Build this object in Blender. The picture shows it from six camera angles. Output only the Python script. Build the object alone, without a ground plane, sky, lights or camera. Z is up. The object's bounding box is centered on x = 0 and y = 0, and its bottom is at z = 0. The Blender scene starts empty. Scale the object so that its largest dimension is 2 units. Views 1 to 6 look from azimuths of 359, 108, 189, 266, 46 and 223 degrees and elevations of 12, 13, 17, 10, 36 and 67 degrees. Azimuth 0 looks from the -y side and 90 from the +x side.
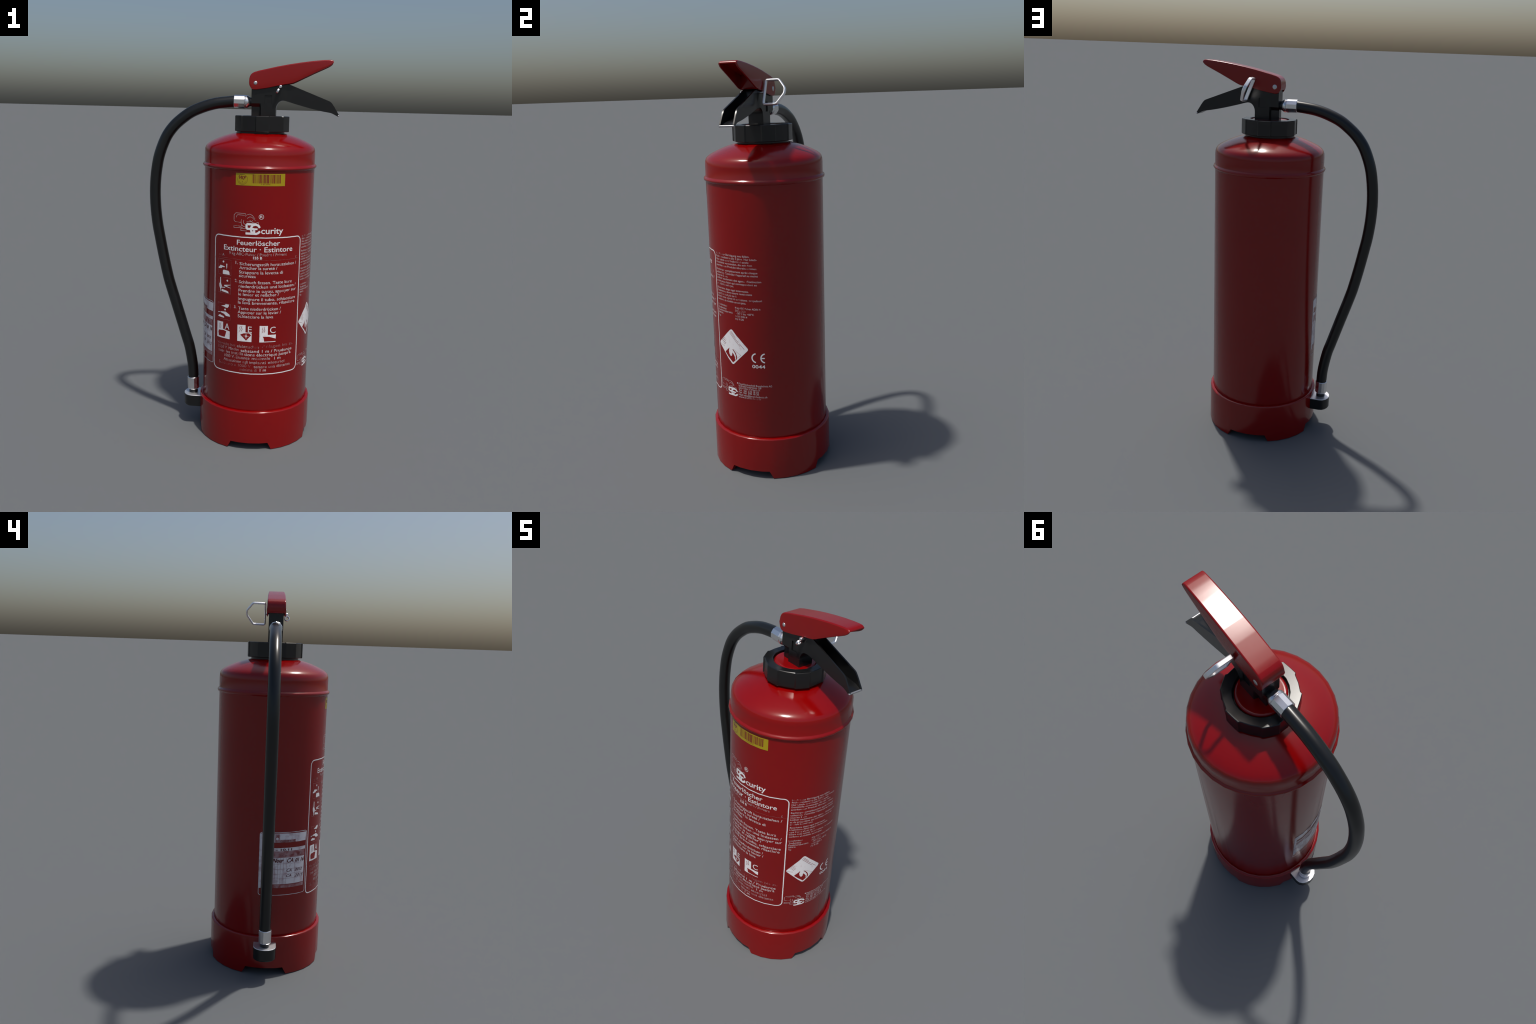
import bpy, bmesh, math, random
from mathutils import Vector, Matrix

random.seed(7)
AXIS_X = 0.0904            # the bottle stands off-centre because hose and lever differ in reach
TURN = math.radians(-5.2)  # the whole thing is turned a little about its axis
SEG = 32                   # facets of the turned parts
STEP = 2 * math.pi / SEG
R_BODY = 0.2867

# ------------------------------------------------------------------ materials
def principled(name, color, rough, metal=0.0, coat=0.0, spec=0.5, grain=None, bump=0.0, rough_var=0.0):
    m = bpy.data.materials.new(name)
    m.use_nodes = True
    nt = m.node_tree
    b = nt.nodes["Principled BSDF"]
    b.inputs["Base Color"].default_value = (*color, 1)
    b.inputs["Roughness"].default_value = rough
    b.inputs["Metallic"].default_value = metal
    b.inputs["Coat Weight"].default_value = coat
    b.inputs["Coat Roughness"].default_value = 0.12
    b.inputs["Specular IOR Level"].default_value = spec
    tc = nt.nodes.new("ShaderNodeTexCoord")
    if grain:
        other, scale, lo, hi = grain
        n = nt.nodes.new("ShaderNodeTexNoise")
        n.inputs["Scale"].default_value = scale
        n.inputs["Detail"].default_value = 5
        r = nt.nodes.new("ShaderNodeMapRange")
        r.inputs["From Min"].default_value = lo
        r.inputs["From Max"].default_value = hi
        mx = nt.nodes.new("ShaderNodeMix")
        mx.data_type = 'RGBA'
        mx.inputs["A"].default_value = (*color, 1)
        mx.inputs["B"].default_value = (*other, 1)
        nt.links.new(tc.outputs["Object"], n.inputs["Vector"])
        nt.links.new(n.outputs["Fac"], r.inputs["Value"])
        nt.links.new(r.outputs["Result"], mx.inputs["Factor"])
        nt.links.new(mx.outputs["Result"], b.inputs["Base Color"])
    if rough_var:
        n2 = nt.nodes.new("ShaderNodeTexNoise")
        n2.inputs["Scale"].default_value = 9
        n2.inputs["Detail"].default_value = 4
        r2 = nt.nodes.new("ShaderNodeMapRange")
        r2.inputs["To Min"].default_value = rough - rough_var
        r2.inputs["To Max"].default_value = rough + rough_var
        nt.links.new(tc.outputs["Object"], n2.inputs["Vector"])
        nt.links.new(n2.outputs["Fac"], r2.inputs["Value"])
        nt.links.new(r2.outputs["Result"], b.inputs["Roughness"])
    if bump:
        n3 = nt.nodes.new("ShaderNodeTexNoise")
        n3.inputs["Scale"].default_value = 60
        bm = nt.nodes.new("ShaderNodeBump")
        bm.inputs["Strength"].default_value = bump
        bm.inputs["Distance"].default_value = 0.002
        nt.links.new(tc.outputs["Object"], n3.inputs["Vector"])
        nt.links.new(n3.outputs["Fac"], bm.inputs["Height"])
        nt.links.new(bm.outputs["Normal"], b.inputs["Normal"])
    return m

RED = (0.226, 0.0008, 0.0010)
M_RED = principled("red_paint", RED, 0.18, grain=((0.216, 0.0008, 0.0010), 7, 0.35, 0.7), rough_var=0.015)
M_LEVER = principled("red_plastic", RED, 0.24)
M_BLACK = principled("black_plastic", (0.0075, 0.0078, 0.0080), 0.27)
M_GLINT = principled("painted_sun_glint", (0.50, 0.50, 0.51), 0.38, metal=0.8)  # black tip edge lightened to metal grey for its sun highlight
M_COLLAR = principled("collar_black", (0.0080, 0.0083, 0.0085), 0.25)
M_RUBBER = principled("hose_rubber", (0.0070, 0.0078, 0.0078), 0.28)
M_SILVER = principled("zinc_metal", (0.86, 0.86, 0.87), 0.26, metal=1.0)
M_RING = principled("ring_metal", (0.90, 0.90, 0.91), 0.42, metal=1.0)
M_LID = principled("holder_metal", (0.80, 0.80, 0.81), 0.42, metal=0.85)
M_RIVET = principled("rivet_metal", (0.55, 0.56, 0.57), 0.3, metal=0.7)
M_WHITE = principled("white_print", (0.84, 0.81, 0.82), 0.25, grain=((0.70, 0.58, 0.59), 55, 0.55, 0.8))
M_INSTR = principled("instruction_print", (0.72, 0.65, 0.66), 0.25, grain=((0.42, 0.24, 0.25), 60, 0.50, 0.70))
M_SMALL = principled("small_print", (0.62, 0.52, 0.53), 0.25, grain=((0.25, 0.05, 0.05), 30, 0.50, 0.66))
M_FADED = principled("faded_print", (0.50, 0.36, 0.37), 0.25, grain=((0.24, 0.03, 0.03), 40, 0.46, 0.66))
M_FAINT = principled("faint_print", (0.32, 0.14, 0.145), 0.25, grain=((0.23, 0.006, 0.006), 40, 0.46, 0.66))
M_YELLOW = principled("yellow_sticker", (0.37, 0.275, 0.007), 0.25)
M_BAR = principled("barcode_red", (0.17, 0.010, 0.010), 0.25)
M_REDINK = principled("label_red", RED, 0.22)
M_PAPER = principled("paper_label", (0.74, 0.69, 0.72), 0.25, grain=((0.55, 0.44, 0.47), 30, 0.48, 0.66))
M_PINK = principled("pink_row", (0.38, 0.22, 0.235), 0.3, grain=((0.25, 0.05, 0.055), 40, 0.42, 0.62))
M_INK = principled("pen_ink", (0.10, 0.004, 0.006), 0.32)

# ------------------------------------------------------------------ helpers
root = bpy.data.objects.new("fire_extinguisher", None)
bpy.context.scene.collection.objects.link(root)
root.location = (AXIS_X, 0, 0)
root.rotation_euler = (0, 0, TURN)
root["label"] = "tall red fire extinguisher with black hose, lever and printed labels"
root["category"] = "fire extinguisher"

def add(name, bm, mat, parent=root, smooth=35, bevel=0.0, bseg=2, recalc=True):
    if recalc:
        bmesh.ops.recalc_face_normals(bm, faces=bm.faces)
    me = bpy.data.meshes.new(name)
    bm.to_mesh(me)
    bm.free()
    ob = bpy.data.objects.new(name, me)
    bpy.context.scene.collection.objects.link(ob)
    ob.parent = parent
    for m in (mat if isinstance(mat, (list, tuple)) else [mat]):
        me.materials.append(m)
    if bevel:
        md = ob.modifiers.new("bevel", 'BEVEL')
        md.width = bevel
        md.segments = bseg
        md.limit_method = 'ANGLE'
        md.angle_limit = math.radians(38)
        apply_mods(ob)
    shade(ob.data, smooth)
    return ob

def apply_mods(ob):
    dg = bpy.context.evaluated_depsgraph_get()
    dg.update()
    new = bpy.data.meshes.new_from_object(ob.evaluated_get(dg))
    old = ob.data
    ob.modifiers.clear()
    ob.data = new
    bpy.data.meshes.remove(old)

def weigh(ob):
    """flat faces keep flat shading beside rounded edges"""
    md = ob.modifiers.new("weighted", 'WEIGHTED_NORMAL')
    md.keep_sharp = True
    md.weight = 80
    apply_mods(ob)

def shade(me, angle):
    bm = bmesh.new()
    bm.from_mesh(me)
    lim = math.radians(angle)
    for f in bm.faces:
        f.smooth = True
    for e in bm.edges:
        e.smooth = len(e.link_faces) != 2 or e.calc_face_angle(0) < lim
    bm.to_mesh(me)
    bm.free()

def ring_loft(bm, rings, closed_ends=True):
    """quads between equal rings of points"""
    vs = [[bm.verts.new(p) for p in r] for r in rings]
    n = len(vs[0])
    for a, b in zip(vs, vs[1:]):
        for i in range(n):
            j = (i + 1) % n
            bm.faces.new((a[i], a[j], b[j], b[i]))
    if closed_ends:
        bm.faces.new(vs[0])
        bm.faces.new(vs[-1])
    return vs

def turned(profile, seg=SEG, cx=0.0, cy=0.0, closed_ends=True):
    bm = bmesh.new()
    rings = [[(cx + r * math.cos(2 * math.pi * i / seg), cy + r * math.sin(2 * math.pi * i / seg), z)
              for i in range(seg)] for r, z in profile]
    ring_loft(bm, rings, closed_ends)
    return bm

def turned_along(profile, axis_from, axis_dir, seg, phase=0.0, closed_ends=True):
    """profile: (radius, distance along axis)"""
    d = Vector(axis_dir).normalized()
    q = d.to_track_quat('Z', 'Y').to_matrix()
    bm = bmesh.new()
    rings = []
    for r, t in profile:
        rings.append([Vector(axis_from) + q @ Vector((r * math.cos(phase + 2 * math.pi * i / seg),
                                                     r * math.sin(phase + 2 * math.pi * i / seg), t))
                      for i in range(seg)])
    ring_loft(bm, rings, closed_ends)
    return bm

def catmull(pts, per=6):
    P = [Vector(p) for p in pts]
    P = [2 * P[0] - P[1]] + P + [2 * P[-1] - P[-2]]
    out = []
    for i in range(1, len(P) - 2):
        a, b, c, d = P[i - 1:i + 3]
        for k in range(per):
            t = k / per
            out.append(0.5 * ((2 * b) + (c - a) * t + (2 * a - 5 * b + 4 * c - d) * t * t
                              + (3 * b - a - 3 * c + d) * t ** 3))
    out.append(P[-2].copy())
    return out

def interp(table, x):
    if x <= table[0][0]:
        return table[0][1]
    for (x0, y0), (x1, y1) in zip(table, table[1:]):
        if x <= x1:
            return y0 + (y1 - y0) * (x - x0) / (x1 - x0)
    return table[-1][1]

# ------------------------------------------------------------------ bottle
add("cylinder_body", turned([
    (0.20, 0.052), (0.262, 0.062), (0.282, 0.078), (R_BODY, 0.10), (R_BODY, 1.4555),
    (0.2885, 1.4575), (0.2930, 1.4608), (0.2962, 1.4660), (0.2962, 1.4708), (0.2925, 1.4762),
    (0.2880, 1.4792), (0.2872, 1.4815),
    (0.2872, 1.530), (0.2860, 1.5490), (0.2814, 1.5622), (0.2738, 1.5714), (0.2600, 1.5816),
    (0.2390, 1.5926), (0.2150, 1.6035), (0.1900, 1.6134), (0.1630, 1.6218), (0.1380, 1.6288),
    (0.1260, 1.6315), (0.1180, 1.6325), (0.1180, 1.6480)]), M_RED, smooth=40)

# base skirt with four trapezoid vents
def facet_radius(R, a):
    d = (a % STEP) - STEP / 2
    return R * math.cos(STEP / 2) / math.cos(d)

def skirt():
    bm = bmesh.new()
    half_b, half_t, vent = math.radians(22.5), math.radians(18.9), 0.0365
    angs = [i * STEP for i in range(SEG)]
    for k in range(4):
        angs += [(k * math.pi / 2 + s * half_t) % (2 * math.pi) for s in (-1, 1)]
    angs.sort()
    prof_out = [(0.3025, None), (0.3025, 0.2030), (0.3020, 0.2060), (0.2998, 0.2080), (0.2900, 0.2118),
                (0.2868, 0.2112), (0.2840, 0.2080), (0.2790, 0.2000), (0.2790, None)]
    rings = []
    for r, z in prof_out:
        row = []
        for a in angs:
            d = abs(((a + math.pi / 4) % (math.pi / 2)) - math.pi / 4)
            zz = z if z is not None else (vent if d < half_b - 0.01 else 0.0)
            rr = facet_radius(r, a)
            row.append((rr * math.cos(a), rr * math.sin(a), zz))
        rings.append(row)
    rings.append(rings[0])
    vs = [[bm.verts.new(p) for p in r] for r in rings[:-1]]
    vs.append(vs[0])
    n = len(angs)
    for a, b in zip(vs, vs[1:]):
        for i in range(n):
            j = (i + 1) % n
            bm.faces.new((a[i], a[j], b[j], b[i]))
    return bm
add("base_skirt", skirt(), M_RED, smooth=40)
add("dark_neck_band", turned([(0.100, 1.6260), (0.1238, 1.6260), (0.1238, 1.6440), (0.100, 1.6440)], 48), M_BLACK, smooth=40)

# ------------------------------------------------------------------ collar nut and cap plate
NX = 0.0065
def collar():
    bm = bmesh.new()
    pts = []
    for k in range(6):
        c = math.radians(35 + 60 * k)
        for da, r in ((-30, 0.1374), (-15, 0.1393), (-12.5, 0.1450), (0, 0.1424), (12.5, 0.1450), (15, 0.1393)):
            pts.append((c + math.radians(da), r))
    def outer(z, dr):
        return [(NX + (r + dr) * math.cos(a), (r + dr) * math.sin(a), z) for a, r in pts]
    def inner(z, r):
        return [(NX + r * math.cos(a), r * math.sin(a), z) for a, _ in pts]
    rings = [inner(1.6400, 0.118), outer(1.6400, -0.0025), outer(1.6425, 0), outer(1.7155, 0), outer(1.7180, -0.0025),
             inner(1.7180, 0.1040), inner(1.7165, 0.1015), inner(1.7000, 0.1010), inner(1.6990, 0.06)]
    ring_loft(bm, rings, False)
    return bm
add("collar_nut", collar(), M_COLLAR, smooth=12)
add("cap_plate", turned([(0.0965, 1.690), (0.0965, 1.7060), (0.0950, 1.7100), (0.0910, 1.7130), (0.0860, 1.7142),
                         (0.0800, 1.7135), (0.0400, 1.7135)], 48, NX), M_RED, smooth=50)

# ------------------------------------------------------------------ valve body + carrying handle (one casting)
def casting():
    bottom = [(-0.0480, 1.7125), (0.0768, 1.7125), (0.0772, 1.7560), (0.0790, 1.7660), (0.0830, 1.7760), (0.0890, 1.7850),
              (0.0970, 1.7920), (0.1060, 1.7957), (0.1150, 1.7965), (0.1250, 1.7948), (0.1470, 1.7890), (0.1800, 1.7795),
              (0.2150, 1.7702), (0.2500, 1.7615), (0.2840, 1.7538), (0.3200, 1.7465), (0.3400, 1.7435), (0.3550, 1.7412),
              (0.3650, 1.7380), (0.3750, 1.7330), (0.3850, 1.7278), (0.3940, 1.7232), (0.3985, 1.7240)]
    top = [(-0.048, 1.872), (0.120, 1.872), (0.140, 1.8780), (0.169, 1.8670), (0.258, 1.8330), (0.335, 1.8035),
           (0.349, 1.7980), (0.356, 1.7935), (0.363, 1.7855), (0.373, 1.7715), (0.3985, 1.7310)]
    half = [(-0.048, 0.0378), (0.095, 0.0380), (0.112, 0.0374), (0.124, 0.0350), (0.136, 0.0330), (0.160, 0.0326),
            (0.25, 0.0335), (0.356, 0.0348), (0.3985, 0.0363)]
    xs = [-0.048, -0.020, -0.006, 0.001, 0.0768, 0.0772, 0.079, 0.083, 0.089, 0.097, 0.106, 0.115, 0.125, 0.1310, 0.136, 0.147,
          0.160, 0.180, 0.200, 0.215, 0.235, 0.250, 0.268, 0.284, 0.302, 0.320, 0.335, 0.342, 0.349, 0.356, 0.363, 0.368,
          0.373, 0.380, 0.387, 0.394, 0.3985]
    bm = bmesh.new()
    rings = []
    for x in xs:
        zb, zt, w = interp(bottom, x), interp(top, x), interp(half, x)
        rear = x < -0.001
        wl = 0.0215 if rear else w                      # waisted below the hose port
        zm = 1.7630 if x < 0.078 else zb + (zt - zb) * 0.35
        zn = 1.7800 if x < 0.078 else zb + (zt - zb) * 0.5
        t = 0.0068
        depth = interp([(0.125, 0.0015), (0.131, 0.004), (0.147, 0.062), (0.400, 0.062)], x)
        fl = max(zt - depth, zb + 0.0055)
        fl = min(fl, zt - 0.0010)
        side = [(wl, zb), (wl, zm), (w, zn), (w, zt), (w - t, zt), (w - t, fl)]
        rings.append([(x, y, z) for y, z in side] + [(x, -y, z) for y, z in reversed(side)])
    ring_loft(bm, rings, True)
    bmesh.ops.recalc_face_normals(bm, faces=bm.faces)
    bmesh.ops.triangulate(bm, faces=[f for f in bm.faces if len(f.verts) > 4])
    return bm

cast = add("valve_body", casting(), M_BLACK, smooth=30)
for s in (-1, 1):                                       # sunk window on both flanks
    cb = bmesh.new()
    bmesh.ops.create_cube(cb, size=1.0, matrix=Matrix.Translation((0.0382, s * 0.0400, 1.7990)) @ Matrix.Diagonal((0.0375, 0.0130, 0.0460, 1)))
    cut = add("window_cutter", cb, M_BLACK)
    md = cast.modifiers.new("cut", 'BOOLEAN')
    md.object = cut
    md.operation = 'DIFFERENCE'
    md.solver = 'EXACT'
    apply_mods(cast)
    bpy.data.objects.remove(cut)
md = cast.modifiers.new("bevel", 'BEVEL')
md.width = 0.0014
md.segments = 2
md.limit_method = 'ANGLE'
md.angle_limit = math.radians(40)
apply_mods(cast)
shade(cast.data, 45)
weigh(cast)

def split_region(ob, name, test):
    """move the faces that pass the test to a new object; borders coincide, normals stay the whole body's"""
    me = ob.data
    norms = {}
    for l, n in zip(me.loops, me.corner_normals):
        norms[l.index] = Vector(n.vector)
    faces_a = [p for p in me.polygons if not test(p.center)]
    faces_b = [p for p in me.polygons if test(p.center)]
    res = []
    for faces in (faces_a, faces_b):
        idx, verts, polys, ln = {}, [], [], []
        for p in faces:
            row = []
            for li in p.loop_indices:
                v = me.loops[li].vertex_index
                if v not in idx:
                    idx[v] = len(verts)
                    verts.append(me.vertices[v].co.copy())
                row.append(idx[v])
                ln.append(norms[li])
            polys.append(row)
        m = bpy.data.meshes.new(name)
        m.from_pydata(verts, [], polys)
        m.polygons.foreach_set("use_smooth", [True] * len(m.polygons))
        m.normals_split_custom_set([tuple(n) for n in ln])
        for mt in me.materials:
            m.materials.append(mt)
        res.append(m)
    ob.data = res[0]
    ob.data.name = ob.name
    nb = bpy.data.objects.new(name, res[1])
    bpy.context.scene.collection.objects.link(nb)
    nb.parent = ob.parent
    bpy.data.meshes.remove(me)
    return nb
# sun glint on the handle's end edge, modelled as a pale rod
handle = split_region(cast, "carrying_handle", lambda c: c.x > 0.112)

add("tip_glint_rod", turned_along([(0.0008, -0.0022), (0.0026, -0.0014), (0.0042, 0.0006), (0.0040, 0.0040), (0.0040, 0.0684), (0.0042, 0.0718), (0.0026, 0.0738), (0.0008, 0.0746)],
                               (0.3955, -0.0362, 1.7275), (0, 1, 0), 20), M_GLINT, parent=handle, smooth=70)

# ------------------------------------------------------------------ squeeze lever (hollow shell, open below)
def lever():
    top = [(-0.0610, 1.893), (-0.0600, 1.905), (-0.0570, 1.9150), (-0.0520, 1.9230), (-0.0450, 1.9290), (-0.0350, 1.9345), (-0.011, 1.9418),
           (0.030, 1.9513), (0.085, 1.9640), (0.141, 1.9750), (0.196, 1.9843), (0.251, 1.9923), (0.306, 1.9983),
           (0.335, 2.0000), (0.350, 2.0000), (0.3570, 1.9975), (0.3605, 1.9920)]
    bot = [(-0.0610, 1.880), (-0.0600, 1.872), (-0.0570, 1.8640), (-0.0500, 1.8535), (-0.0450, 1.8500), (-0.038, 1.8475), (-0.024, 1.8475), (0.032, 1.8565),
           (0.077, 1.8665), (0.110, 1.8740), (0.144, 1.8790), (0.162, 1.8832), (0.177, 1.8897), (0.210, 1.9060),
           (0.265, 1.9330), (0.319, 1.9580), (0.338, 1.9670), (0.350, 1.9745), (0.3570, 1.9810), (0.3605, 1.9880)]
    half = [(-0.061, 0.0490), (-0.05, 0.0500), (0.10, 0.0494), (0.20, 0.0478), (0.30, 0.0461), (0.35, 0.0450), (0.3605, 0.0436)]
    xs = sorted(set([x for x, _ in top] + [x for x, _ in bot] + [0.055, 0.1438, 0.152, 0.154, 0.1665, 0.23, 0.28]))
    bm = bmesh.new()
    t, e = 0.0068, 0.0065
    rings = []
    for x in xs:
        zt, zb, w = interp(top, x), interp(bot, x), interp(half, x)
        h = zt - zb
        ee = min(e, h * 0.4)
        out = [(w - 0.0040, zb), (w - 0.0012, zb + min(0.002, h * 0.1)), (w, zb + h * 0.28)]
        for k in range(5):
            a = math.pi / 2 * k / 4
            out.append((w - 0.0022 - ee + ee * math.cos(a), zt - ee + ee * math.sin(a)))
        closed = x < -0.0525 or x > 0.3585
        if closed:
            ins = [(w - t, zb + 0.0004), (w - t - 0.0003, zb + 0.0008)]
        else:
            zi = zt - t if x < 0.145 else interp([(0.145, 1.9410), (0.300, 1.9840), (0.350, 1.9925), (0.360, 1.9930)], x)
            ins = [(w - t, zb), (w - t - 0.0015, max(zi, zb + 0.0005))]
        sec = list(reversed(ins)) + out
        rings.append([(x, y, z) for y, z in sec] + [(x, -y, z) for y, z in reversed(sec)])
    ring_loft(bm, rings, True)
    return bm
lever_ob = add("squeeze_lever", lever(), M_LEVER, smooth=38)
weigh(lever_ob)
# cross wall inside the lever
wb = bmesh.new()
ring_loft(wb, [[(0.142, y, z) for y, z in ((-0.0425, 1.880), (0.0425, 1.880), (0.0415, 1.967), (-0.0415, 1.967))],
               [(0.147, y, z) for y, z in ((-0.0425, 1.8880), (0.0425, 1.8880), (0.0415, 1.967), (-0.0415, 1.967))]])
add("lever_web", wb, M_LEVER, parent=lever_ob, bevel=0.001)

# pivot rivets
for s, r, h in ((-1, 0.0098, 0.0048), (1, 0.0128, 0.0030)):
    add("rivet", turned_along([(r, -0.004), (r, 0.2 * h), (0.87 * r, 0.58 * h), (0.56 * r, 0.88 * h), (0.2 * r, h)],
                              (-0.0282, s * 0.0480, 1.8803), (0, s, 0), 18), M_RIVET, smooth=60)

# ------------------------------------------------------------------ safety pin with pull ring and small loop
PIN = Vector((0.0998, 0, 1.8650))
pin = add("safety_pin", turned_along([(0.0040, 0.0), (0.0068, 0.0012), (0.0076, 0.0035), (0.0076, 0.024), (0.0066, 0.026), (0.0066, 0.121)],
                                     PIN + Vector((0, -0.0636, 0)), (0, 1, 0), 16), M_SILVER, smooth=50)

def band_loop(points, normal, width, thick, corner=0.0, closed_pts=None):
    """closed flat-bar loop: points lie in one plane with the given normal"""
    n = Vector(normal).normalized()
    P = [Vector(p) for p in points]
    if corner:                                            # round the corners
        Q = []
        m = len(P)
        for i in range(m):
            a, b, c = P[i - 1], P[i], P[(i + 1) % m]
            u, v = (a - b).normalized(), (c - b).normalized()
            for k in range(4):
                s = k / 3
                Q.append(((1 - s) ** 2) * (b + u * corner) + 2 * s * (1 - s) * b + s * s * (b + v * corner))
        P = Q
    m = len(P)
    bm = bmesh.new()
    rings = []
    for i in range(m):
        d = (P[(i + 1) % m] - P[i - 1]).normalized()
        o = d.cross(n).normalized()
        hw, ht, c = width / 2, thick / 2, min(thick, width) * 0.28
        rings.append([P[i] + n * a + o * b for a, b in
                      ((hw - c, ht), (hw, ht - c), (hw, -ht + c), (hw - c, -ht), (-hw + c, -ht), (-hw, -ht + c), (-hw, ht - c), (-hw + c, ht))])
    rings.append(rings[0])
    vs = [[bm.verts.new(p) for p in r] for r in rings[:-1]]
    vs.append(vs[0])
    for a, b in zip(vs, vs[1:]):
        for i in range(8):
            j = (i + 1) % 8
            bm.faces.new((a[i], a[j], b[j], b[i]))
    return bm

slope = -0.40
def ring_pt(y, z):
    return Vector((PIN.x + (z - PIN.z) * slope, y, z))
add("pull_ring", band_loop([ring_pt(0.0585, 1.9185), ring_pt(0.1230, 1.9195), ring_pt(0.1565, 1.8805), ring_pt(0.1565, 1.8570),
                            ring_pt(0.1230, 1.8115), ring_pt(0.0585, 1.8105)], (1, 0, -slope), 0.0180, 0.0088, corner=0.008),
    M_RING, parent=pin, smooth=28)
u = Vector((-0.47, 0, -0.88)).normalized()
cen = Vector((0.0862, -0.0578, 1.8430))
add("pin_loop", band_loop([cen + Vector((0, 1, 0)) * 0.0118 * math.cos(a) + u * 0.0118 * math.sin(a)
                           for a in [2 * math.pi * k / 16 for k in range(16)]], u.cross(Vector((0, 1, 0))), 0.0100, 0.0055),
    M_SILVER, parent=pin, smooth=40)

# ------------------------------------------------------------------ hose and fittings
HOSE = [(-0.095, 1.788), (-0.142, 1.787), (-0.213, 1.779), (-0.255, 1.7705), (-0.301, 1.756), (-0.357, 1.7315), (-0.403, 1.7005),
        (-0.4495, 1.6595), (-0.488, 1.609), (-0.515, 1.551), (-0.5345, 1.491), (-0.5465, 1.425), (-0.553, 1.362),
        (-0.555, 1.295), (-0.552, 1.220), (-0.5435, 1.140), (-0.532, 1.073), (-0.511, 0.962), (-0.4905, 0.866), (-0.474, 0.802),
        (-0.4225, 0.633), (-0.3860, 0.512), (-0.3665, 0.446), (-0.3495, 0.352), (-0.3455, 0.290), (-0.3448, 0.235)]
def hose():
    path = catmull([(x - 0.0010 * (0.3 < z < 1.75), 0.0015, z) for x, z in HOSE], 5)
    bm = bmesh.new()
    rings = []
    seg, r = 20, 0.0293
    for i, p in enumerate(path):
        d = (path[min(i + 1, len(path) - 1)] - path[max(i - 1, 0)]).normalized()
        side = Vector((0, 1, 0))
        o = d.cross(side).normalized()
        rings.append([p + r * (math.cos(2 * math.pi * k / seg) * side + math.sin(2 * math.pi * k / seg) * o) for k in range(seg)])
    ring_loft(bm, rings, True)
    return bm
hose_ob = add("hose", hose(), M_RUBBER, smooth=60)

# upper ferrule (ten flats), swivel cone, black port
add("hose_ferrule", turned_along([(0.0270, 0.0), (0.0318, 0.0), (0.0330, 0.0016), (0.0335, 0.0540), (0.0325, 0.0555), (0.02, 0.0555)],
                                 (-0.1395, 0, 1.7880), (1, 0, -0.012), 10, phase=math.pi / 10), M_SILVER, smooth=20, bevel=0.0008, parent=hose_ob)
add("hose_swivel", turned_along([(0.0300, 0.0), (0.0335, 0.0020), (0.0335, 0.0045), (0.0318, 0.0060), (0.0330, 0.0085), (0.0320, 0.0135), (0.0275, 0.0210), (0.0235, 0.0265), (0.01, 0.0270)],
                                (-0.0842, 0, 1.7872), (1, 0, 0), 24), M_SILVER, smooth=45, parent=hose_ob)
add("hose_port", turned_along([(0.0225, 0.0), (0.0225, 0.0150)], (-0.0600, 0, 1.7872), (1, 0, 0), 24), M_BLACK, smooth=45, parent=hose_ob)

# lower ferrule and stub
add("hose_ferrule", turned_along([(0.0245, 0.0), (0.0290, 0.0), (0.0325, 0.0060), (0.0330, 0.0700), (0.0315, 0.0725), (0.0290, 0.0725), (0.0285, 0.060)],
                                 (-0.3440, 0, 0.1995), (-0.02, 0, 1), 12, phase=math.pi / 12), M_SILVER, smooth=25, bevel=0.0008, parent=hose_ob)
add("hose_stub", turned([(0.0245, 0.170), (0.0245, 0.2030)], 24, -0.3438), M_BLACK, smooth=45, parent=hose_ob)

# holder that clips the hose end to the skirt: black sides, bright top
def holder():
    w = 0.0580
    out = [(-0.2880, w), (-0.3480, w)]
    for a in (22, 45, 68, 90, 112, 135, 158):
        t = math.radians(a)
        out.append((-0.3480 - 0.0465 * math.sin(t), w * math.cos(t)))
    out += [(-0.3480, -w), (-0.2880, -w)]
    return out
def holder_body():
    bm = bmesh.new()
    o = holder()
    cx = -0.330
    def ring(z, k):
        return [(cx + (x - cx) * k, y * k, z) for x, y in o]
    ring_loft(bm, [ring(0.1145, 0.95), ring(0.1190, 1.0), ring(0.1770, 1.0)], True)
    return bm
hb = add("nozzle_holder", holder_body(), M_BLACK, smooth=30)
def holder_top():
    bm = bmesh.new()
    o = holder()
    cx = -0.330
    ring_loft(bm, [[(cx + (x - cx) * k, y * k, z) for x, y in o] for z, k in ((0.1772, 1.002), (0.1785, 1.0), (0.1802, 0.975))], True)
    return bm
add("holder_lid", holder_top(), M_LID, parent=hb, smooth=30)

# ------------------------------------------------------------------ prints: flat shapes wrapped on the facets of the bottle
# coordinates: a = degrees round the bottle from the front, z = height
DEG = math.radians(1) * R_BODY       # metres of arc per degree

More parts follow.
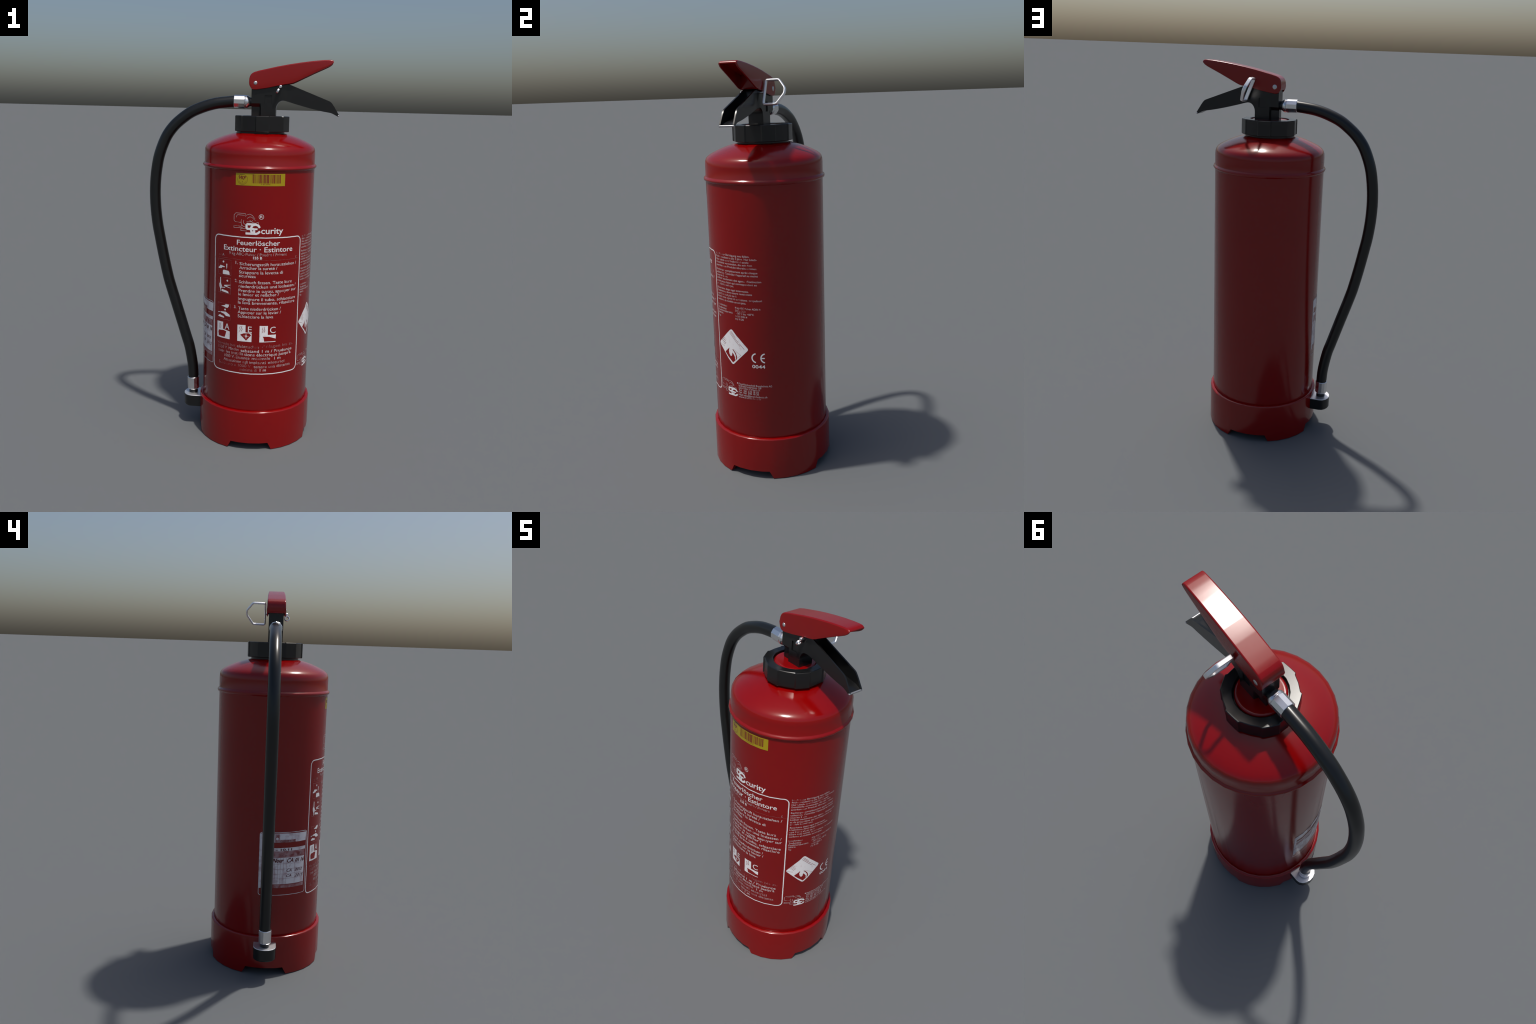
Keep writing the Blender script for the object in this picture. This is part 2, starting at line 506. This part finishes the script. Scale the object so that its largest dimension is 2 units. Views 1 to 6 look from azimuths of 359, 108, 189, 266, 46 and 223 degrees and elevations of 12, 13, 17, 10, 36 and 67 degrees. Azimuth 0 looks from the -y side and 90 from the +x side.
class Print:
    """collects flat shapes in (arc, z) metres, then wraps them on the bottle"""
    def __init__(self, name, mat, layer=1, parent=root):
        self.name, self.mat, self.layer, self.parent = name, mat, layer, parent
        self.bm = bmesh.new()

    def poly(self, pts):
        vs = [self.bm.verts.new((a * DEG, z, 0)) for a, z in pts]
        f = self.bm.faces.new(vs)
        if len(vs) > 4:
            bmesh.ops.triangulate(self.bm, faces=[f])

    def rect(self, a0, z0, a1, z1):
        self.poly([(a0, z0), (a1, z0), (a1, z1), (a0, z1)])

    def stroke(self, pts, width, closed=False):
        """constant-width line, mitred"""
        P = [Vector((a * DEG, z)) for a, z in pts]
        n = len(P)
        L = []
        for i in range(n):
            a = P[i - 1] if (i > 0 or closed) else None
            c = P[(i + 1) % n] if (i < n - 1 or closed) else None
            d1 = (P[i] - a).normalized() if a is not None else None
            d2 = (c - P[i]).normalized() if c is not None else None
            if d1 is None: d1 = d2
            if d2 is None: d2 = d1
            t = (d1 + d2)
            t = t.normalized() if t.length > 1e-6 else d1
            nrm = Vector((-t.y, t.x))
            k = max(0.5, nrm.dot(Vector((-d1.y, d1.x))))
            L.append((P[i] + nrm * width / 2 / k, P[i] - nrm * width / 2 / k))
        vs = [(self.bm.verts.new((*l, 0)), self.bm.verts.new((*r, 0))) for l, r in L]
        m = n if closed else n - 1
        for i in range(m):
            a, b = vs[i], vs[(i + 1) % n]
            self.bm.faces.new((a[0], a[1], b[1], b[0]))

    def arc(self, a, z, r, t0, t1, width, n=14, squash=1.0):
        pts = []
        for k in range(n + 1):
            t = math.radians(t0 + (t1 - t0) * k / n)
            pts.append((a + r * math.cos(t) / DEG * squash, z + r * math.sin(t)))
        self.stroke(pts, width)

    def disc(self, a, z, r, n=14):
        self.poly([(a + r * math.cos(2 * math.pi * k / n) / DEG, z + r * math.sin(2 * math.pi * k / n)) for k in range(n)])

    def rounded(self, a0, z0, a1, z1, r):
        ra = r / DEG
        pts = []
        for (ca, cz, t0) in ((a1 - ra, z1 - r, 0), (a0 + ra, z1 - r, 90), (a0 + ra, z0 + r, 180), (a1 - ra, z0 + r, 270)):
            for k in range(5):
                t = math.radians(t0 + 90 * k / 4)
                pts.append((ca + ra * math.cos(t), cz + r * math.sin(t)))
        return pts

    def text(self, body, a0, a1, z, size, bold=0.0, shear=0.0, spin=0.0):
        """one line of lettering from a0 to a1 with its baseline at z and capitals `size` high"""
        cu = bpy.data.curves.new("line", 'FONT')
        cu.body = body
        cu.resolution_u = 3
        cu.shear = shear
        cu.offset = bold
        ob = bpy.data.objects.new("line", cu)
        bpy.context.scene.collection.objects.link(ob)
        dg = bpy.context.evaluated_depsgraph_get()
        me = bpy.data.meshes.new_from_object(ob.evaluated_get(dg))
        xs = [v.co.x for v in me.vertices]
        x0, x1 = min(xs), max(xs)
        kx = (a1 - a0) * DEG / (x1 - x0)
        ky = size / CAP
        c, s = math.cos(spin), math.sin(spin)
        for v in me.vertices:
            x, y = (v.co.x - x0) * kx, v.co.y * ky
            v.co = (a0 * DEG + c * x - s * y, z + s * x + c * y, 0)
        self.bm.from_mesh(me)
        bpy.data.objects.remove(ob)
        bpy.data.curves.remove(cu)
        bpy.data.meshes.remove(me)

    def finish(self):
        bm = self.bm
        s0 = min(v.co.x for v in bm.verts)
        s1 = max(v.co.x for v in bm.verts)
        w = STEP * R_BODY
        k = math.floor(s0 / w)
        while k * w <= s1:
            bmesh.ops.bisect_plane(bm, geom=bm.verts[:] + bm.edges[:] + bm.faces[:], dist=1e-6,
                                   plane_co=(k * w, 0, 0), plane_no=(1, 0, 0))
            k += 1
        for f in bm.faces:
            if f.normal.z < 0:
                f.normal_flip()
        off = 0.00035 + 0.00030 * self.layer
        normals = []
        for v in bm.verts:
            th = v.co.x / R_BODY
            r = facet_radius(R_BODY, th) + off
            z = v.co.y
            v.co = (r * math.sin(th), -r * math.cos(th), z)
        me = bpy.data.meshes.new(self.name)
        bm.to_mesh(me)
        bm.free()
        me.materials.append(self.mat)
        me.polygons.foreach_set("use_smooth", [True] * len(me.polygons))
        for v in me.vertices:
            normals.append(Vector((v.co.x, v.co.y, 0)).normalized())
        me.normals_split_custom_set_from_vertices(normals)
        ob = bpy.data.objects.new(self.name, me)
        bpy.context.scene.collection.objects.link(ob)
        ob.parent = self.parent
        return ob

def cap_height():
    cu = bpy.data.curves.new("probe", 'FONT')
    cu.body = "H"
    ob = bpy.data.objects.new("probe", cu)
    bpy.context.scene.collection.objects.link(ob)
    me = bpy.data.meshes.new_from_object(ob.evaluated_get(bpy.context.evaluated_depsgraph_get()))
    h = max(v.co.y for v in me.vertices)
    bpy.data.objects.remove(ob)
    bpy.data.curves.remove(cu)
    bpy.data.meshes.remove(me)
    return h
CAP = cap_height()

# --- yellow barcode sticker
st = Print("barcode_sticker", M_YELLOW)
st.rect(-19.4, 1.387, 30.2, 1.4465)
sticker = st.finish()
bars = Print("barcode_bars", M_BAR, 2, sticker)
rb = random.Random(3)
a = -2.9
while a < 25.6:
    w = rb.choice((0.25, 0.25, 0.4, 0.4, 0.7, 1.0))
    bars.rect(a, 1.4000, min(a + w, 26.0), 1.4420)
    a += w + rb.choice((0.25, 0.25, 0.35, 0.5, 0.7))
bars.text("7 612345", 6.0, 15.0, 1.3925, 0.0050)
bars.finish()
em = Print("sticker_emblem", M_BAR, 2, sticker)
em.stroke([(-12.4 + 5.1 * math.cos(2 * math.pi * k / 28), 1.4165 + 0.0245 * math.sin(2 * math.pi * k / 28)) for k in range(28)], 0.0011, True)
em.stroke([(-12.4 + 4.0 * math.cos(math.radians(t)), 1.4165 + 0.019 * math.sin(math.radians(t))) for t in range(200, 345, 12)], 0.0008)
em.text("VKF", -16.3, -9.0, 1.4185, 0.0150, bold=0.04, shear=0.2, spin=-0.06)
em.disc(-12.4, 1.4045, 0.0022)
em.finish()

# --- company emblem and main panel
def emblem(P_line, P_solid, P_c, P_bar, a0, z0, k, ka):
    """drop-shadow pair of interlocked rounded letters; a0,z0 lower left corner; k scale"""
    def s_outline(ax, zx, w, sq):
        p = [(0, .52), (0, .86), (.10, 1.0), (.62, 1.0), (.62, .88), (.20, .88), (.14, .80), (.14, .70)]
        P_line.stroke([(ax + u * ka * sq, zx + v * k * sq) for u, v in p], w)
        p = [(0, .50), (.06, .42), (.12, .40), (.42, .38)]
        P_line.stroke([(ax + u * ka * sq, zx + v * k * sq) for u, v in p], w)
        p = [(.50, .08), (.42, .02), (.0, .0), (.0, .15), (.40, .12), (.46, .22)]
        P_line.stroke([(ax + u * ka * sq, zx + v * k * sq) for u, v in p], w)
    w = 0.0014
    s_outline(a0, z0 + 0.14 * k, w, 0.86)
    # rounded C outline to the right of it
    def cc(u, v): return (a0 + u * ka, z0 + v * k)
    P_line.stroke([cc(.98, .70), cc(.86, .90), cc(.74, .98), cc(.60, .92), cc(.54, .82)], w)
    P_line.stroke([cc(1.0, .62), cc(.93, .68), cc(.84, .80), cc(.74, .82), cc(.62, .72)], w)
    P_line.stroke([cc(.36, .66), cc(.34, .48), cc(.38, .32), cc(.46, .25), cc(.58, .22)], w)
    P_line.stroke([cc(.47, .62), cc(.46, .44), cc(.54, .36), cc(.66, .36)], w)
    P_line.stroke([cc(.34, .13), cc(.34, .0), cc(.62, -.01)], w)
    P_line.stroke([cc(.34, .13), cc(.60, .12)], w)
    P_line.stroke([cc(.74, .62), cc(.86, .50), cc(1.0, .46), cc(1.12, .52), cc(1.14, .40)], w)
    P_line.stroke([cc(.60, .52), cc(.82, .54), cc(.88, .62)], w)
    # solid letters
    ww = 0.125 * k
    P_solid.stroke([cc(1.02, .39), cc(.64, .39), cc(.60, .34), cc(.60, .18), cc(.64, .12), cc(.92, .12), cc(.95, .08), cc(.95, -.10), cc(.90, -.15), cc(.56, -.15)], ww)
    P_c.stroke([cc(1.20, .20), cc(1.13, .33), cc(1.02, .385), cc(.88, .34), cc(.82, .22), cc(.80, .10), cc(.83, -.04), cc(.92, -.14), cc(1.04, -.155), cc(1.14, -.10), cc(1.21, .0)], ww)
    P_bar.stroke([cc(.80, .12), cc(1.10, .12)], ww * 0.8)

lines = Print("emblem_outline", M_SMALL)
em_c = Print("emblem_letter", M_WHITE, 2)
em_bar = Print("emblem_bar", M_WHITE, 3)
solid = Print("printed_lettering", M_WHITE)
emblem(lines, solid, em_c, em_bar, -20.6, 1.1640, 0.086, 22.0)
solid.text("curity", 7.2, 29.9, 1.1515, 0.0300, bold=0.012)
solid.arc(7.1, 1.2355, 0.0118, 0, 360, 0.0016, 24)
solid.text("R", 5.9, 8.6, 1.2295, 0.0125)

frame = Print("printed_frame", M_WHITE)
fa0, fa1, fz0, fz1, fr = -44.3, 52.8, 0.4170, 1.1310, 0.0260
pts = []
for (ca, cz, t0) in ((fa1 - fr / DEG, fz1 - fr, 0), (fa0 + fr / DEG, fz1 - fr, 90), (fa0 + fr / DEG, fz0 + fr, 180), (fa1 - fr / DEG, fz0 + fr, 270)):
    for k in range(7):
        t = math.radians(t0 + 15 * k)
        pts.append((ca + fr / DEG * math.cos(t), cz + fr * math.sin(t)))
rw = random.Random(5)
def densify(p, step=2.0, jitter=0.0):
    out = []
    for (a, z), (b, y) in zip(p, p[1:] + p[:1]):
        n = max(1, int(math.hypot((b - a), (y - z) / DEG) / step))
        for k in range(n):
            out.append((a + (b - a) * k / n + rw.uniform(-jitter, jitter), z + (y - z) * k / n + rw.uniform(-jitter, jitter) * DEG))
    return out
frame.stroke(densify(pts, 2.2, 0.06), 0.0050, True)
frame.finish()

solid.text("Feuerlöscher", -17.1, 26.9, 1.0915, 0.0245, bold=0.006)
solid.text("Extincteur · Estintore", -32.0, 41.7, 1.0590, 0.0252, bold=0.006)
faded = Print("faded_lettering", M_FADED)
faint = Print("faint_lettering", M_FAINT)
faded.text("9 kg ABC-Pulver / Poudre / Polvere", -25.6, 34.9, 1.0385, 0.0145)
faint.text("41 ", -38.8, -35.6, 1.0235, 0.0125)
faded.text("A", -34.0, -31.4, 1.0255, 0.0125)
solid.text("155 B", -0.1, 8.9, 1.0225, 0.0125, bold=0.015)
faded.text("C", 46.3, 47.6, 1.0200, 0.0110)
faint.stroke([(-38.8 + k * 3, 1.0170) for k in range(31)], 0.0008)

LINES = [("1.", -18.1, -15.6, 0.9925, 0), ("Sicherungsstift herausziehen /", -13.8, 47.5, 0.9885, 0), ("Arracher la sureté /", -13.9, 24.8, 0.9685, 0),
         ("Strappare la levetta di", -14.2, 31.2, 0.9460, 0), ("sicurezza", -14.2, 3.0, 0.9270, 0),
         ("2.", -18.6, -16.0, 0.8990, 0), ("Schlauch fassen. Taste kurz", -14.1, 42.4, 0.8955, 0), ("niederdrücken und loslassen /", -14.4, 48.0, 0.8735, 0),
         ("Prendre le tuyau, appuyer sur", -14.4, 48.5, 0.8510, 0), ("le levier et relâcher /", -14.5, 27.5, 0.8315, 0),
         ("Impugnare il tubo, schiacciare", -14.6, 47.9, 0.8080, 0), ("la leva brevemente, rilasciare", -14.7, 46.9, 0.7885, 0),
         ("3.", -19.0, -16.6, 0.7620, 0), ("Taste niederdrücken /", -14.4, 30.0, 0.7575, 0), ("Appuyer sur le levier /", -14.8, 30.5, 0.7375, 0),
         ("Schiacciare la leva", -14.7, 22.0, 0.7160, 0),
         ("Vorsicht bei", -39.6, -17.0, 0.5560, 2), ("elektrischen", -15.0, 8.0, 0.5555, 1), ("Anlagen bis zu", 11.0, 46.8, 0.5600, 2),
         ("1000 V. Mindes", -37.7, -13.0, 0.5360, 1), ("tabstand 1 m / Prudence", -11.0, 45.2, 0.5330, 0),
         ("avec les installa", -37.6, -8.0, 0.5155, 1), ("tions électrique jusqu'à", -7.0, 44.2, 0.5135, 0),
         ("1000 V. Distance", -29.5, -1.5, 0.4945, 1), ("minimale", 1.0, 20.0, 0.4940, 1), ("1 m", 24.5, 31.6, 0.4930, 0),
         ("Attenzione agli impi", -30.5, 6.0, 0.4725, 1), ("anti elettrici", 7.0, 36.3, 0.4715, 1),
         ("Solo fino a 1000 V", -36.8, 0.0, 0.4515, 2), ("tenere una distanza", 3.0, 43.6, 0.4495, 1),
         ("minima di", -11.3, 6.5, 0.4305, 2), ("1 m", 9.5, 15.9, 0.4310, 0)]
instr = Print("instruction_lettering", M_INSTR)
PR = [instr, faded, faint]
for body, a0, a1, z, k in LINES:
    PR[k].text(body, a0, a1, z, 0.0152, bold=0.002 if k == 0 else 0.0)
instr.finish()

# --- small print on the right flank
small = Print("small_print", M_SMALL)
SMALL = [("Nach jeder Betätigung neu füllen.", 55.5, 96.2, 1.122), ("Prüfen mindestens alle 2 Jahre. Nur Lösch-", 55.5, 103.4, 1.108),
         ("Nur Lösch- und Treibmittel sowie", 55.4, 95.3, 1.094), ("Ersatzteile verwenden, die mit dem", 55.4, 98.6, 1.080),
         ("anerkannten Produkt übereinstimmen.", 55.2, 103.4, 1.065),
         ("Recharger complètement après chaque", 55.3, 103.5, 1.045), ("utilisation. Contrôler l'appareil au moins", 55.1, 103.7, 1.030),
         ("tous les 2 ans.", 55.0, 71.6, 1.016), ("Utiliser seulement des agents d'extinction", 55.0, 106.8, 1.002),
         ("et de propulsion qui correspondent au", 55.0, 102.5, 0.987), ("produit homologué.", 55.2, 78.7, 0.973),
         ("Ricaricare dopo ogni intervento.", 55.3, 94.2, 0.953), ("L'estintore deve essere revisionato", 55.2, 97.5, 0.939),
         ("ogni 2 anni al più tardi.", 55.0, 81.8, 0.924), ("Usare solo agenti di estinzione, propulsori", 55.0, 106.8, 0.910),
         ("conformi al modello omologato.", 55.0, 91.1, 0.895),
         ("Löschmittel", 55.2, 68.8, 0.868), ("Treibmittel", 55.2, 67.7, 0.853), ("Funktionsbereich", 55.2, 76.0, 0.840), ("EMPA Nr.", 55.4, 62.9, 0.826), ("Typ", 55.3, 58.3, 0.811),
         ("9 kg ABC Pulver ADIN 4", 79.0, 105.0, 0.868), ("210 g CO2", 79.0, 90.4, 0.854), ("-30°C bis +60°C", 80.5, 98.6, 0.841),
         ("14505 DIN 4", 79.2, 91.8, 0.826), ("PG 9 DB", 78.8, 88.0, 0.812),
         ("Feuerlöschtechnik Brandschutz AG", 79.5, 113.7, 0.4805), ("Industriestrasse 28", 79.4, 103.1, 0.4700), ("CH-1024 Ortschaft", 79.3, 102.0, 0.4585),
         ("Tel.  061 520 18 18", 79.1, 100.4, 0.4470), ("Fax  061 290 18 20", 79.1, 100.6, 0.4360), ("Mail info@brandschutz.ch", 79.0, 108.7, 0.4230),
         ("www.brandschutz.ch", 78.9, 102.3, 0.4120)]
for i, (body, a0, a1, z) in enumerate(SMALL):
    small.text(body, a0, a1, z, 0.0092)

emblem(lines, solid, em_c, em_bar, 55.0, 0.4250, 0.062, 18.5)
solid.disc(78.0, 0.4860, 0.0030)

# --- CE mark
solid.arc(99.6, 0.6285, 0.0225, 100, 260, 0.0062, 14)
solid.arc(108.4, 0.6285, 0.0225, 100, 260, 0.0062, 14)
solid.stroke([(104.0, 0.6285), (107.6, 0.6285)], 0.0055)
solid.text("0044", 95.0, 107.8, 0.5770, 0.0165, bold=0.012)

# --- pictograms of the instructions
pic = Print("pictogram", M_WHITE)
for z0, z1 in ((0.9270, 1.0080), (0.8320, 0.9135), (0.6920, 0.7770)):
    faint.stroke(densify([(-39.2, z0), (-23.0, z0), (-23.0, z1), (-39.2, z1)], 1.5, 0.05), 0.0012, True)
# 1: pulling the pin
pic.disc(-32.4, 0.9950, 0.0050)
pic.poly([(-39.2, 0.962), (-37.8, 0.966), (-36.4, 0.975), (-33.8, 0.974), (-30.6, 0.970), (-30.8, 0.967), (-34.0, 0.965), (-34.6, 0.960), (-37.6, 0.957), (-39.2, 0.957)])
pic.poly([(-28.9, 0.986), (-27.7, 0.986), (-27.9, 0.965), (-28.7, 0.965)])
pic.disc(-28.4, 0.9600, 0.0018)
pic.poly([(-33.0, 0.931), (-24.6, 0.931), (-25.0, 0.945), (-26.2, 0.951), (-32.0, 0.953), (-33.0, 0.948)])
# 2: hose in hand
pic.poly([(-36.6, 0.911), (-35.6, 0.911), (-35.4, 0.880), (-34.0, 0.866), (-34.6, 0.856), (-35.6, 0.850), (-35.7, 0.836), (-36.3, 0.836), (-36.5, 0.852), (-37.6, 0.862), (-37.8, 0.876), (-36.8, 0.884)])
pic.disc(-27.3, 0.8990, 0.0050)
pic.poly([(-31.0, 0.868), (-23.4, 0.878), (-23.4, 0.880), (-29.0, 0.876), (-31.2, 0.874)])
pic.poly([(-31.0, 0.868), (-28.4, 0.866), (-23.4, 0.862), (-23.4, 0.864), (-28.0, 0.870), (-30.0, 0.874)])
pic.poly([(-34.6, 0.858), (-30.0, 0.860), (-30.0, 0.863), (-34.0, 0.862)])
pic.poly([(-34.6, 0.840), (-25.6, 0.834), (-26.0, 0.842), (-28.4, 0.846), (-34.0, 0.851)])
# 3: pressing the lever
pic.poly([(-34.6, 0.762), (-30.2, 0.768), (-28.8, 0.774), (-25.0, 0.775), (-25.0, 0.766), (-26.4, 0.757), (-28.6, 0.756), (-31.0, 0.760)])
pic.disc(-29.6, 0.7450, 0.0050)
pic.poly([(-39.0, 0.726), (-36.0, 0.729), (-36.0, 0.726), (-39.0, 0.723)])
pic.poly([(-35.4, 0.731), (-28.6, 0.734), (-24.0, 0.722), (-23.4, 0.712), (-28.4, 0.712), (-31.0, 0.722), (-35.2, 0.726)])
pic.poly([(-38.6, 0.706), (-36.4, 0.714), (-31.2, 0.708), (-30.6, 0.700), (-38.6, 0.702)])
# class A, B, C panels
pic.poly([(-39.9, 0.591), (-23.4, 0.591), (-23.4, 0.633), (-31.8, 0.640), (-31.8, 0.678), (-39.9, 0.676)])
pic.poly([(-14.8, 0.590), (0.2, 0.590), (0.2, 0.636), (-6.2, 0.640), (-6.2, 0.678), (-14.8, 0.677)])
pic.poly([(8.2, 0.589), (25.3, 0.589), (25.5, 0.628), (16.8, 0.628), (16.7, 0.676), (8.2, 0.677)])
solid.text("A", -29.6, -24.0, 0.6420, 0.0310)
solid.text("E", -3.7, 0.3, 0.6400, 0.0320)
solid.text("C", 19.0, 25.0, 0.6370, 0.0330)
pic_ob = pic.finish()
ink = Print("pictogram_detail", M_REDINK, 2, pic_ob)
def flame(P, a, z, k):
    P.stroke([(a - 1.6 * k, z), (a - .8 * k, z + .012 * k), (a - 1.5 * k, z + .020 * k), (a - .9 * k, z + .030 * k)], 0.0020)
    P.stroke([(a + .2 * k, z + .002 * k), (a + 1.2 * k, z + .014 * k), (a + .4 * k, z + .022 * k), (a + 1.0 * k, z + .032 * k)], 0.0022)
flame(ink, -35.6, 0.638, 1.0)
flame(ink, -10.8, 0.641, 1.0)
flame(ink, 12.6, 0.640, 1.0)
ink.poly([(-37.6, 0.600), (-29.6, 0.598), (-28.6, 0.612), (-27.6, 0.630), (-31.0, 0.634), (-37.4, 0.630), (-38.2, 0.620)])
ink.poly([(-11.6, 0.626), (-5.4, 0.596), (-0.3, 0.626), (-2.4, 0.636), (-8.0, 0.634)])
ink.poly([(13.2, 0.593), (25.4, 0.593), (25.4, 0.606), (20.6, 0.610), (18.4, 0.618), (11.6, 0.620), (12.6, 0.610)])
ink.finish()
star = Print("pictogram_star", M_WHITE, 3, pic_ob)
star.poly([(-9.0, 0.6200), (-6.1, 0.6212), (-5.5, 0.6330), (-4.9, 0.6212), (-2.0, 0.6200), (-4.9, 0.6188), (-5.5, 0.6050), (-6.1, 0.6188)])
star.finish()

# --- hazard label: white square on its corner with a flame field
hz = Print("hazard_label", M_WHITE)
def corner_square(pts, r):
    P = [Vector((a * DEG, z)) for a, z in pts]
    out = []
    for i in range(len(P)):
        a, b, c = P[i - 1], P[i], P[(i + 1) % len(P)]
        u, v = (a - b).normalized(), (c - b).normalized()
        for k in range(4):
            s = k / 3
            q = (1 - s) ** 2 * (b + u * r) + 2 * s * (1 - s) * b + s * s * (b + v * r)
            out.append((q.x / DEG, q.y))
    return out
hz.poly(corner_square([(73.0, 0.7620), (92.2, 0.6685), (73.3, 0.5755), (54.0, 0.6715)], 0.012))
hz_ob = hz.finish()
hf = Print("hazard_field", M_REDINK, 2, hz_ob)
hf.poly([(63.2, 0.6330), (73.4, 0.5880), (78.6, 0.6110), (78.8, 0.6260), (77.4, 0.6420), (74.6, 0.6560), (69.2, 0.6600)])
def along(t0, t1, d, w):
    """line beside the upper right edge: from t0 to t1 of its length, d inwards"""
    A, B = Vector((73.0 * DEG, 0.762)), Vector((92.2 * DEG, 0.6685))
    n = Vector(((B - A).y, -(B - A).x)).normalized() * d
    p, q = A + (B - A) * t0 + n, A + (B - A) * t1 + n
    hf.stroke([(p.x / DEG, p.y), (q.x / DEG, q.y)], w)
for t0, t1, d in ((0.04, 0.34, 0.012), (0.05, 0.55, 0.018), (0.60, 0.88, 0.018), (0.06, 0.70, 0.025)):
    along(t0, t1, d, 0.0018)
for k in range(4):
    a0, z0 = 58.0 + 1.3 * k, 0.6860 - 0.0055 * k
    hf.stroke([(a0, z0), (a0 + 4.4 - 0.5 * k, z0 + 0.0200 - 0.002 * k)], 0.0016)
hf.stroke([(55.6, 0.670), (58.4, 0.664), (62.0, 0.660)], 0.0012)
hf.stroke([(74.6, 0.660), (83.2, 0.634), (77.8, 0.612)], 0.0009)
hf.finish()
fl = Print("hazard_flame", M_WHITE, 3, hz_ob)
fl.poly([(73.2, 0.6130), (72.4, 0.6200), (73.2, 0.6420), (70.9, 0.6180), (69.2, 0.6300), (68.7, 0.6450), (69.6, 0.6600), (73.0, 0.6580), (75.6, 0.6440), (77.3, 0.6300), (77.5, 0.6120), (76.4, 0.6020), (76.3, 0.6160), (74.8, 0.6310), (73.3, 0.6380)][3:12] + [(76.4, 0.6050), (76.2, 0.6200), (74.6, 0.6330), (73.0, 0.6400), (72.6, 0.6240)])
fl.finish()

# --- inspection label (left, partly behind the hose)
sheet = Print("inspection_label", M_PAPER)
sheet.stroke(densify(sheet.rounded(-98.6, 0.4340, -46.5, 0.7690, 0.012), 3.0, 0.05), 0.0026, True)
sheet.poly([(-98.4, 0.716), (-47.4, 0.716), (-47.2, 0.7615), (-78.0, 0.7640), (-96.5, 0.7650), (-98.4, 0.7590)])
sheet.rect(-98.4, 0.4720, -96.2, 0.7162)
sheet.rect(-96.2, 0.6700, -47.8, 0.6870)
sheet.rect(-96.2, 0.4930, -48.6, 0.6350)
sheet_ob = sheet.finish()
rows = Print("label_row", M_PINK, 1, sheet_ob)
rows.rect(-96.2, 0.6352, -48.2, 0.6698)
rows.rect(-96.2, 0.4730, -48.6, 0.4905)
rows.finish()
grid = Print("label_grid", M_PINK, 2, sheet_ob)
for a in (-90, -86, -82.6, -79.5, -76.6, -73.4, -70.0, -60.4):
    grid.stroke([(a, 0.4950), (a, 0.6340)], 0.0012)
for z in (0.5230, 0.5480, 0.5740, 0.6020):
    grid.stroke([(-96.0 + k * 4, z) for k in range(12)], 0.0010)
grid.rect(-83.0, 0.716, -78.6, 0.7600)
grid.rect(-78.6, 0.716, -60.5, 0.7300)
grid.finish()
pen = Print("handwriting", M_INK, 3, sheet_ob)
pen.text("Nour", -85.0, -73.0, 0.6110, 0.0190, bold=0.035, shear=0.35)
pen.text("CA", -69.6, -62.2, 0.6080, 0.0220, bold=0.02, shear=0.3)
pen.text("01 16", -60.0, -48.8, 0.6080, 0.0180, bold=0.04, shear=0.3)
pen.text("CA", -69.6, -64.0, 0.5580, 0.0170, bold=0.01, shear=0.3)
pen.text("2012", -60.4, -51.0, 0.5600, 0.0135, bold=0.02, shear=0.3)
pen.text("CA", -69.8, -64.0, 0.5300, 0.0140, bold=0.01, shear=0.3)
pen.text("2015", -60.4, -49.2, 0.5270, 0.0155, bold=0.01, shear=0.3)
pen.text("- 10.11", -82.0, -64.5, 0.6720, 0.0110, bold=0.03)
pen.stroke([(-66.4, 0.586), (-65.9, 0.596)], 0.0015)
pen.finish()
pr2 = Print("label_print", M_INK, 3, sheet_ob)
pr2.text("CONTROL", -77.5, -61.2, 0.7180, 0.0090)
for a0, a1, z in ((-78, -74, 0.648), (-72, -70, 0.648), (-66, -63, 0.648), (-58, -52, 0.643), (-58, -52, 0.650), (-58, -52, 0.657)):
    pr2.stroke([(a0, z), (a1, z)], 0.0014)
pr2.finish()
spot = Print("label_badge", M_PAPER, 3, sheet_ob)
spot.disc(-80.8, 0.7360, 0.0070)
spot.finish()

solid.finish()
faded.finish()
faint.finish()
lines.finish()
small.finish()
em_c.finish()
em_bar.finish()
